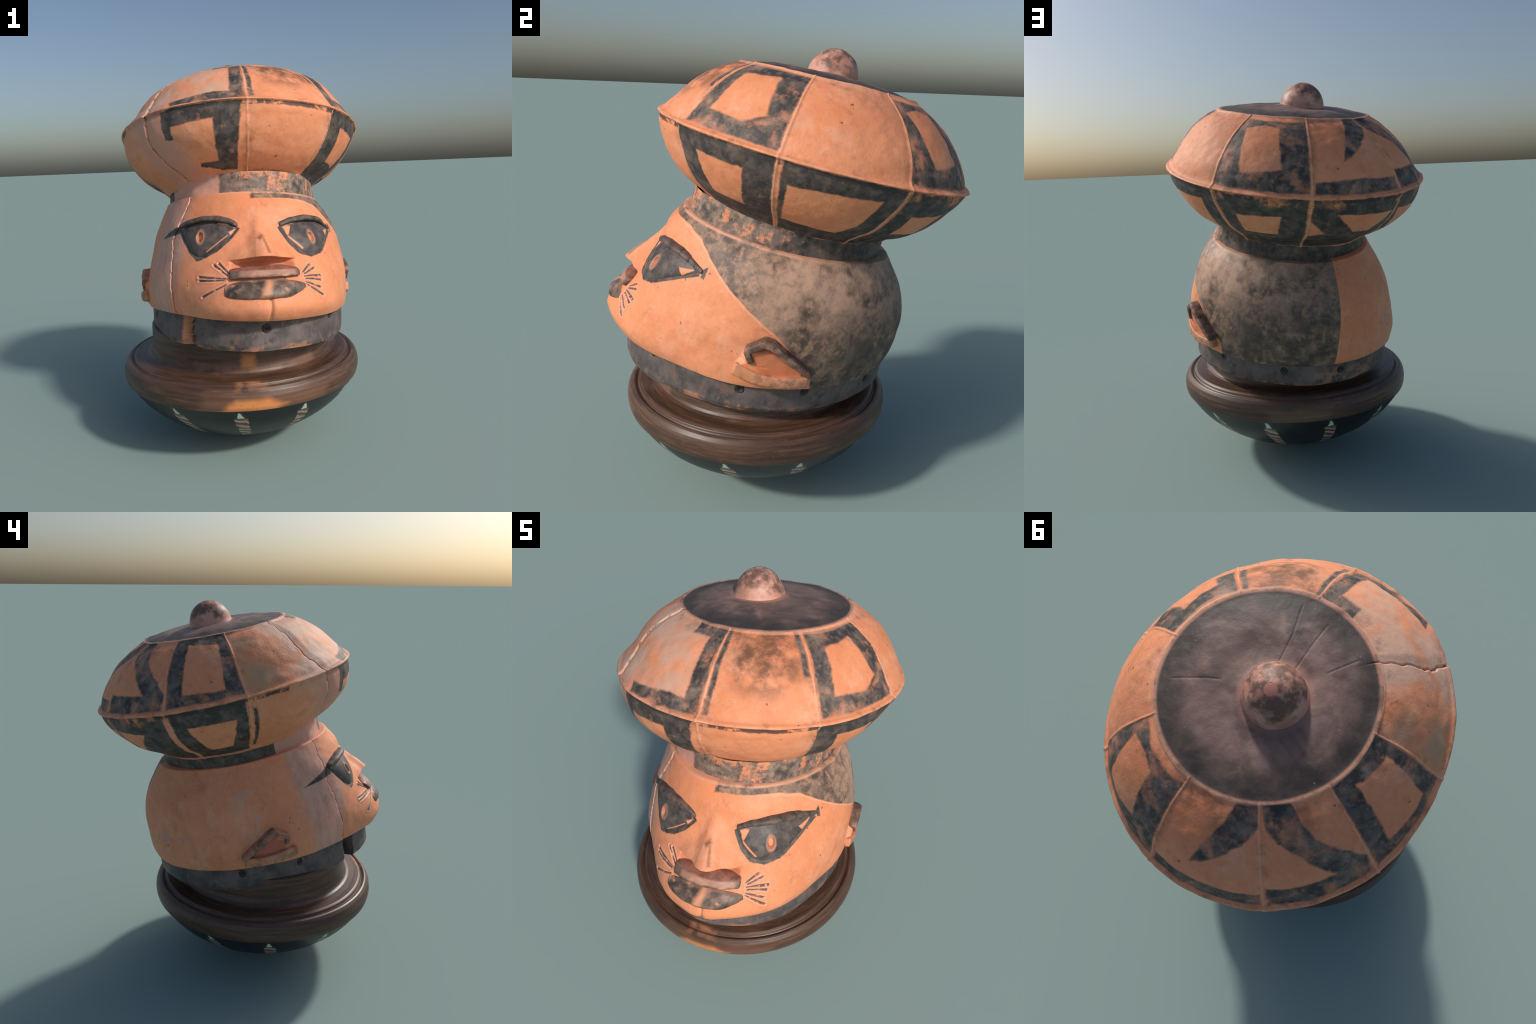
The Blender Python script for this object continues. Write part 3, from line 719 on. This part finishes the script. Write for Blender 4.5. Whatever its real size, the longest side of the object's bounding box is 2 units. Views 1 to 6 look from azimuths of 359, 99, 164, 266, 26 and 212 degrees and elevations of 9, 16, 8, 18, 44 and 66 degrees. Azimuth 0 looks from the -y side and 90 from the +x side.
def build_head():
    skin, _ = skin_material()
    n, m = 1150, 330
    t = np.linspace(-np.pi, np.pi, n, endpoint=False)
    th = t - .5 * np.sin(t) - math.pi / 2                    # columns twice as dense over the face
    a = unroll(th); low = jaw_line(th)
    top = .528 - .032 * head_radius(th, .53 + 0 * th) * np.sin(th)
    v = np.linspace(0, 1, m)[:, None]
    h = low + (top - low) * v
    R = head_radius(th, h)
    A = np.broadcast_to(a, h.shape)
    R = R + head_relief(A, h)
    P = np.stack([R * np.cos(th), R * np.sin(th), h], -1)
    R = R + value_noise(P, 8, 11) * .003 + value_noise(P, 26, 12) * .0014
    P = np.stack([R * np.cos(th), R * np.sin(th), h], -1)
    # the lower edge turns in under the jaw
    rows = []
    for q in np.linspace(1, 0, 8)[:-1]:
        rr = R[0] - (R[0] - periodic(COLLAR, (th + np.pi) % (2 * np.pi) - np.pi) + .030) * q; rows.append(np.stack([rr * np.cos(th), rr * np.sin(th), low - .006 * np.sqrt(q)], -1))
    ledge = []
    for q in np.linspace(0, 1, 7)[1:]:
        rr = R[-1] - .075 * q; ledge.append(np.stack([rr * np.cos(th), rr * np.sin(th), top + .006 * q], -1))
    P = np.r_[np.array(rows), P, np.array(ledge)]
    hh = P[..., 2][:-1]; aa = np.broadcast_to(a, hh.shape)
    a2 = np.where(aa < -.65, aa + 2 * math.pi * UNROLL, aa)
    line_a = [.085, .25, .42, .60, .79, .91, 1.01, 1.125, 1.205, 1.245, 1.285]
    line_h = [.510, .517, .505, .472, .405, .333, .255, .190, .150, .09, -.2]
    hair = (a2 > .08) & (a2 < 1.91 + .07 * hh) & (hh > np.interp(a2, line_a, line_h))
    s = np.clip((.435 - hh) / .205, 0, 1)
    nose = (np.abs(a2 - .098) < .035 + .105 * s) & (hh < .435) & (hh > .214) & ~hair
    parts = split_surface(P, True, [("head", ~(hair | nose).ravel(), skin, ROOT), ("hair", hair.ravel(), skin, None), ("nose", nose.ravel(), skin, None)], None, HEAD)
    head = parts[0]
    lid = simple_material("eyelid_paint", INK, (.10, .082, .074), 22, (.30, .15, .10), .35)
    for side, e in EYES.items():
        build_eye(e, side == "left", head)
        tp = [(x, y + .008) for x, y in e["top"]]
        if side == "left":
            bar_on_head("eyelid", tp, (.011, .015, .015, .014, .012), (.010, .024, .036, .034, .016), lid, head, .012, 2.6, 70)
        else:
            bar_on_head("eyelid", tp[:5], (.011, .014, .015, .014, .012), (.010, .024, .034, .030, .020), lid, head, .012, 2.6, 70)
            bar_on_head("eyelid", [(.535, .397), (.58, .384), (.632, .372)], (.010, .010, .009), (.012, .010, .008), lid, head, .010, 2.4, 30)
    lip_u = upper_lip_material(); lip_l = lower_lip_material()
    bar_on_head("upper_lip", [(-.040, .158), (.03, .165), (.10, .168), (.17, .168), (.238, .162)], (.022, .025, .026, .025, .017), (.020, .028, .032, .030, .021), lip_u, head, .03, 3.4, 90, .05, None, -.30)
    bar_on_head("lower_lip", [(-.056, .084), (.03, .089), (.10, .088), (.17, .089), (.250, .098)], (.028, .040, .042, .039, .014), (.008, .021, .026, .023, .008), lip_l, head, .03, 2.1, 90, .20)
    dark_ear = simple_material("ear_rim_paint", (.17, .095, .068), (.36, .20, .145), 18, (.060, .042, .034), .65)
    worn_ear = simple_material("worn_ear_paint", (.36, .175, .12), (.50, .23, .14), 14, (.075, .05, .042), .6, .55, 20)
    pale_ear = simple_material("ear_lobe_paint", (.62, .25, .12), (.74, .33, .20), 12, (.24, .13, .085), .6, .55, 22)
    for upper, lobe, rise in (
            ([(.968, .106), (.940, .158), (1.005, .204), (1.035, .200), (1.225, .086)],
             [(.898, .062), (1.0, .042), (1.10, .036), (1.22, .052)], .048),
            ([(-.775, .112), (-.762, .152), (-.838, .190), (-1.036, .088)],
             [(-.716, .062), (-.80, .052), (-.92, .046), (-1.03, .062)], .044)):
        bar_on_head("ear", lobe, (.028, .026, .026, .024), (rise * .6, rise * .85, rise * .95, rise * .9), pale_ear, head, .03, 6.0, 70, .06, None, .12, 21)
        rim_paint = dark_ear if lobe[0][0] > 0 else worn_ear
        bar_on_head("ear_rim", upper, (.013, .015, .016, .015, .013), (rise * .7, rise * .88, rise * .95, rise * 1.0, rise * 1.05), rim_paint, head, .03, 6.0, 120, .04, None, -.10, 13)
    return head

def upper_lip_material():
    s = Shader("upper_lip_paint", .5)
    s.unrolled(.008, 22)
    c = s.mix(s.step(s.noise(20, 4, .6), .36, .66), (.40, .205, .145), (.56, .30, .21))
    low = s.step(s.math("ADD", s.h, s.math("MULTIPLY", s.math("SUBTRACT", s.noise(18, 4), .5), .05)), .152, .136)
    ends = s.most([s.step(s.a, .015, -.012), s.step(s.a, .205, .228)])
    c = s.mix(s.mul(s.most([low, ends]), .9), c, s.mix(s.step(s.noise(30, 4), .4, .7), (.055, .043, .038), (.14, .10, .08)))
    top = s.step(s.h, .166, .174)
    c = s.mix(s.mul(top, .88), c, s.mix(s.step(s.noise(24, 4), .4, .65), (.20, .078, .052), (.36, .135, .095)))
    rim = s.mul(s.inside(s.math("ABSOLUTE", s.math("SUBTRACT", s.h, .178)), .004, .002), s.step(s.noise(30, 4), .4, .55))
    c = s.mix(s.mul(rim, .7), c, (.10, .06, .045))
    return s.finish(c, s.noise(75, 3), .0016)

def lower_lip_material():
    s = Shader("lower_lip_paint", .5)
    s.unrolled(.006, 26)
    ink = s.mix(s.step(s.noise(24, 4, .6), .36, .64), (.06, .048, .042), (.17, .115, .09))
    ink = s.mix(s.mul(s.step(s.noise(20, 4, .6), .46, .70), .75), ink, (.40, .24, .175))
    dark = s.least([s.poly([(-.08, .045), (.064, .04), (.098, .130), (-.03, .130)]), s.poly([(.092, .04), (.27, .06), (.26, .112), (.18, .130), (.118, .130)])])
    c = s.mix(s.mul(s.inside(dark, .012), s.step(s.noise(22, 4, .6), .26, .44)), (.74, .34, .19), ink)
    edge = s.mul(s.inside(s.line((-.05, .06), (.22, .05), .008), .006), s.step(s.noise(30, 4), .42, .56))
    c = s.mix(s.mul(edge, .7), c, (.16, .11, .085))
    return s.finish(c, s.noise(75, 3), .0016)

# ================================================================== COLLAR
COLLAR = (.487, .489, .545, .645, .630, .560, .528, .518, .532, .572, .562, .530)
PEGS = [(.100, -.090), (.475, -.055), (.94, -.050), (1.25, -.022), (1.655, -.014), (-1.815, -.010), (-1.068, -.020), (-.689, -.035)]
GAP = (-.285, -.240)
def build_collar():
    s = Shader("collar_paint", .58)
    s.unrolled(.010, 20)
    c = s.mix(s.step(s.noise(10, 5, .62), .36, .66), (.070, .060, .060), (.150, .118, .112))
    c = s.mix(s.mul(s.step(s.noise(30, 4, .65, stretch=(1, 1, .5)), .50, .72), .55), c, (.215, .165, .150))
    c = s.mix(s.mul(s.step(s.noise(17, 4, .65), .56, .68), .7), c, (.050, .043, .045))
    warm = s.mul(s.step(s.noise(12, 4, .6), .58, .70), .5)
    c = s.mix(warm, c, (.24, .125, .085))
    x, y, z = s.split(s.obj)
    base = s.math("ADD", z, s.math("MULTIPLY", y, -.08))
    worn = s.mul(s.step(s.math("ADD", base, s.math("MULTIPLY", s.noise(14, 4), .05)), -.086, -.104), s.step(s.noise(11, 5, .65), .46, .60))
    c = s.mix(s.mul(worn, .8), c, (.50, .23, .13))
    rad = s.math("SQRT", s.math("ADD", s.math("POWER", x, 2.0), s.math("POWER", y, 2.0)))
    broken = s.inside(s.poly([(-.315, .02), (-.262, 0.02), (-.262, -.22), (-.350, -.22)]), .010)
    c = s.mix(s.mul(broken, s.step(s.noise(20, 4), .26, .46, .5, 1.0), .9), c, (.62, .26, .13))
    flakes = s.mul(s.inside(s.poly([(-1.95 + 3.77, 0), (-1.60 + 3.77, 0), (-1.60 + 3.77, -.2), (-1.95 + 3.77, -.2)]), .06), s.step(s.noise(16, 5, .65), .46, .60))
    c = s.mix(s.mul(flakes, .7), c, (.42, .23, .14))
    mat = s.finish(c, s.noise(80, 4), .002)
    th0, th1 = roll(GAP[1]), roll(GAP[0]) + 2 * math.pi
    n = 1000; th = np.linspace(th0, th1, n); a = unroll(th)
    rc = periodic(COLLAR, (th + np.pi) % (2 * np.pi) - np.pi)
    top = jaw_line((th + np.pi) % (2 * np.pi) - np.pi) - .003
    low = -.133 + .08 * (rc * np.sin(th) + .025) - .013 * np.cos(th + math.radians(15))
    loc = np.stack([rc * np.cos(th), rc * np.sin(th), low], -1)
    low = low + value_noise(loc, 12, 21) * .004 + value_noise(loc, 40, 22) * .0015
    low = low - .012 * np.exp(-((a + .20) / .05) ** 2) * 0
    bite = smooth(-.345, -.262, a) * (a < -.25)                     # the broken left end slopes in
    rows = []
    k = 26
    for q in np.linspace(0, 1, k):
        rr = rc - .008 * (1 - q) * smooth(.15, 0, q) + .002
        rr = rr - .050 * bite
        for pa, ph in PEGS:
            d = np.hypot(a - pa, (low + (top - low) * q) - ph); rr = rr - .010 * smooth(.024, .015, d)
        rows.append((rr, low + (top - low) * q + .006 * smooth(.08, 0, q) * 0))
    thick = .062
    inner = [(rc - thick * (1 - 0), top), (rc - thick, low)]
    loop = rows + inner
    P = np.stack([np.stack([r * np.cos(th), r * np.sin(th), hh], -1) for r, hh in loop])
    rag = np.random.default_rng(12).uniform(-1, 1, K := len(loop)) * .010          # ragged ends of the break
    for i in range(K):
        w = np.exp(-(th - th[0]) / .03) + np.exp(-(th[-1] - th) / .03)
        t2 = th + rag[i] * w / UNROLL; rad = np.hypot(P[i, :, 0], P[i, :, 1]); P[i, :, 0], P[i, :, 1] = rad * np.cos(t2), rad * np.sin(t2)
    P[:k] += value_noise(P[:k], 15, 23)[..., None] * .003 * np.array([1, 1, 0])
    K = len(loop)
    idx = np.arange(K * n).reshape(K, n)
    F = np.concatenate([np.stack([idx[i, :-1], idx[i, 1:], idx[(i + 1) % K, 1:], idx[(i + 1) % K, :-1]], -1) for i in range(K)]).tolist()
    F.append(idx[:, 0].tolist()); F.append(idx[::-1, -1].tolist())
    me = mesh_from("collar", P.reshape(-1, 3), F)
    me.set_sharp_from_angle(angle=math.radians(40))
    collar = new_object("collar", me, mat, ROOT, HEAD)
    peg_mat = simple_material("peg_wood", (.020, .018, .018), (.050, .044, .042), 40, None, .5, .6)
    # peg: a sunken ring with a small split in the middle
    prof = [(.0185, 0.0), (.0185, .006), (.017, .0085), (.012, .0085), (.010, .006), (.006, .007), (.003, .002), (0.0005, .001)]
    u = np.linspace(0, 2 * np.pi, 32, endpoint=False)
    G = np.array([[(r * np.cos(q), r * np.sin(q), z) for q in u] for r, z in prof])
    peg = mesh_from("peg", G.reshape(-1, 3), grid_faces(len(prof), 32))
    peg.materials.append(peg_mat)
    for pa, ph in PEGS:
        t = roll(pa); t = (t + np.pi) % (2 * np.pi) - np.pi
        r = float(periodic(COLLAR, np.array([t]))[0]) - .009
        out = Vector((math.cos(t), math.sin(t), 0)); up = Vector((0, 0, 1)); side = up.cross(out)
        mt = Matrix((side, up, out)).transposed().to_4x4(); mt.translation = Vector((r * math.cos(t), r * math.sin(t), ph))
        ob = bpy.data.objects.new("peg", peg); bpy.context.scene.collection.objects.link(ob); ob.parent = collar; ob.matrix_basis = mt
    return collar

# ================================================================== STAND
BOWL = [(.0005, 0), (.05, .0022), (.10, .009), (.18, .031), (.30, .080), (.415, .140), (.498, .200), (.560, .260), (.604, .320), (.624, .350)]
TURNED = [(.624, .350), (.628, .353), (.633, .370), (.635, .392), (.632, .416), (.624, .437), (.612, .452), (.603, .456), (.594, .452), (.588, .448), (.583, .452),
          (.579, .461), (.569, .467), (.54, .469), (.508, .473), (.496, .479), (.488, .490), (.479, .52), (.476, .56), (.475, .625), (.466, .63), (.0005, .63)]
BOWL_SLIP = (.004, .001)       # the bowl hangs a little to the back right
def lathe(name, prof, step, mat, parent, matrix):
    pts = np.array(prof, float); t = np.r_[0, np.cumsum(np.hypot(*np.diff(pts, axis=0).T))]
    s = np.unique(np.r_[t, np.arange(0, t[-1], step)])
    r, z = np.interp(s, t, pts[:, 0]), np.interp(s, t, pts[:, 1])
    u = np.linspace(0, 2 * np.pi, 360, endpoint=False)
    P = np.stack([r[:, None] * np.cos(u), r[:, None] * np.sin(u), z[:, None] + 0 * u], -1)
    P[..., :2] += np.clip(1 - P[..., 2:] / .35, 0, 1) * np.array(BOWL_SLIP)
    me = mesh_from(name, P.reshape(-1, 3), grid_faces(len(r), 360))
    return new_object(name, me, mat, parent, matrix)

def smooth_profile(pts, count):
    p = np.array(pts, float); t = np.r_[0, np.cumsum(np.hypot(*np.diff(p, axis=0).T))]
    s = np.linspace(0, t[-1], count)
    return [(max(.0005, float(stacked(t, p[:, :1], np.array([[q]]))[0, 0])), float(stacked(t, p[:, 1:], np.array([[q]]))[0, 0])) for q in s]

def build_stand():
    s = Shader("turned_wood", .42, .5)
    x, y, z = s.split(s.obj)
    ang = s.math("ARCTAN2", x, s.math("MULTIPLY", y, -1.0))
    rad = s.math("SQRT", s.math("ADD", s.math("POWER", x, 2.0), s.math("POWER", y, 2.0)))
    grain = s.noise(7, 4, .6, vector=s.join(s.math("MULTIPLY", ang, .35), s.math("MULTIPLY", rad, 7.0), s.math("MULTIPLY", z, 8.0)))
    c = s.mix(s.step(grain, .34, .68), (.056, .028, .018), (.108, .054, .033))
    c = s.mix(s.mul(s.step(s.noise(16, 4, .65), .55, .74), .5), c, (.135, .080, .060))
    c = s.mix(s.mul(s.step(s.noise(60, 3), .6, .8), .35), c, (.03, .02, .016))
    streaky = s.noise(5, 5, .65, vector=s.join(s.math("MULTIPLY", ang, .55), s.math("MULTIPLY", rad, 11.0), s.math("MULTIPLY", z, 12.0)))
    c = s.mix(s.mul(s.step(streaky, .52, .72), .7), c, (.21, .105, .062))
    # amber patch on the front of the rim and neck
    p = s.join(s.math("MULTIPLY", ang, .63), z, 1.0)
    n = s.vec("SUBTRACT", s.noise(16, 4, .6, colour=True), (.5, .5, .5))
    p = s.vec("ADD", p, s.vec("MULTIPLY", n, (.07, .018, 0)))
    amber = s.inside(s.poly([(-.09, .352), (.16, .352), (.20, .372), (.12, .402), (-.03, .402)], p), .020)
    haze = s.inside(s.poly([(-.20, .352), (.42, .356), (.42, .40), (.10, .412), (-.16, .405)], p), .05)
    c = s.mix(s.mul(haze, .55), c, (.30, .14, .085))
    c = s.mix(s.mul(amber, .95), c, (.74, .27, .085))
    grit = s.mul(s.step(s.noise(40, 4, .7), .58, .70), .4)
    c = s.mix(grit, c, (.16, .085, .055))
    bead = s.inside(s.poly([(-.02, .455), (.13, .455), (.13, .476), (-.02, .476)], p), .03)
    c = s.mix(s.mul(bead, s.step(rad, .555, .565), s.step(s.noise(18, 4), .36, .60), .7), c, (.52, .22, .11))
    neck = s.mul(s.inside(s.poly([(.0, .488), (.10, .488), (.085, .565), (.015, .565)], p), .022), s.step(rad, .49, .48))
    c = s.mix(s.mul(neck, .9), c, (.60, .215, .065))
    neck2 = s.mul(s.inside(s.poly([(-.28, .475), (.52, .475), (.52, .535), (-.28, .510)], p), .03), s.step(rad, .50, .49), s.step(s.noise(10, 3), .32, .55))
    c = s.mix(s.mul(neck2, .6), c, (.26, .135, .090))
    back = s.inside(s.poly([(1.66, .355), (1.95, .355), (1.95, .40), (1.66, .40)], p), .05)
    c = s.mix(s.mul(back, .55), c, (.22, .115, .065))
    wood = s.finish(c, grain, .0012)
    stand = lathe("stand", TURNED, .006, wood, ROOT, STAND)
    me = stand.data; me.set_sharp_from_angle(angle=math.radians(50))
    # black bowl with a ring of twelve painted candles
    s = Shader("lacquer_bowl", .38, .5)
    x, y, z = s.split(s.obj)
    ang = s.math("ARCTAN2", x, s.math("MULTIPLY", y, -1.0))
    period = math.pi / 6
    fold = s.math("SUBTRACT", s.math("MODULO", s.math("ADD", ang, 10 * period + period / 2 + .012), period), period / 2)
    rad = s.math("SQRT", s.math("ADD", s.math("POWER", x, 2.0), s.math("POWER", y, 2.0)))
    skew = s.math("ADD", fold, s.math("MULTIPLY", s.math("SUBTRACT", z, .30), .25))
    P = s.join(s.math("MULTIPLY", skew, .64), z, 1.0)
    jit = s.vec("SUBTRACT", s.noise(26, 3, .6, colour=True), (.5, .5, .5))
    P = s.vec("ADD", P, s.vec("MULTIPLY", jit, (.018, .014, 0)))
    c = s.mix(s.step(s.noise(8, 3), .4, .7), (.0065, .0075, .0075), (.013, .013, .013))
    flame = s.inside(s.poly([(-.017, .304), (.017, .304), (.004, .340), (-.004, .340)], P), .0035)
    glow = s.inside(s.poly([(-.03, .298), (.03, .298), (.012, .347), (-.012, .347)], P), .012)
    body = s.inside(s.poly([(-.034, .297), (.034, .297), (.040, .13), (-.028, .13)], P), .004)
    stripe = s.math("SINE", s.math("ADD", s.math("MULTIPLY", z, 190.0), s.math("ADD", s.math("MULTIPLY", fold, 34.0), s.math("MULTIPLY", s.noise(14, 3), 9.0))))
    wax = s.mix(s.step(stripe, -.5, .7), (.115, .062, .045), (.46, .33, .25))
    wax = s.mix(s.step(z, .30, .285), (.33, .19, .14), wax)
    arc_d = s.vec("DISTANCE", s.join(s.math("MULTIPLY", s.math("SUBTRACT", s.math("ABSOLUTE", fold), period / 2), .58), z, 0.0), (.0, .245, 0))
    swirl = s.mul(s.inside(s.math("ABSOLUTE", s.math("SUBTRACT", arc_d, .030)), .004, .002), s.step(s.noise(12, 3), .45, .6))
    c = s.mix(s.mul(swirl, .5), c, (.05, .052, .055))
    c = s.mix(s.mul(glow, .35), c, (.05, .09, .06))
    c = s.mix(body, c, wax)
    c = s.mix(flame, c, (.60, .68, .52))
    lac = s.finish(c)
    lathe("stand_bowl", smooth_profile(BOWL, 60), .012, lac, stand, None)
    return stand

build_stand()
build_collar()
build_head()
hat = build_hat()
build_neck_band(hat)
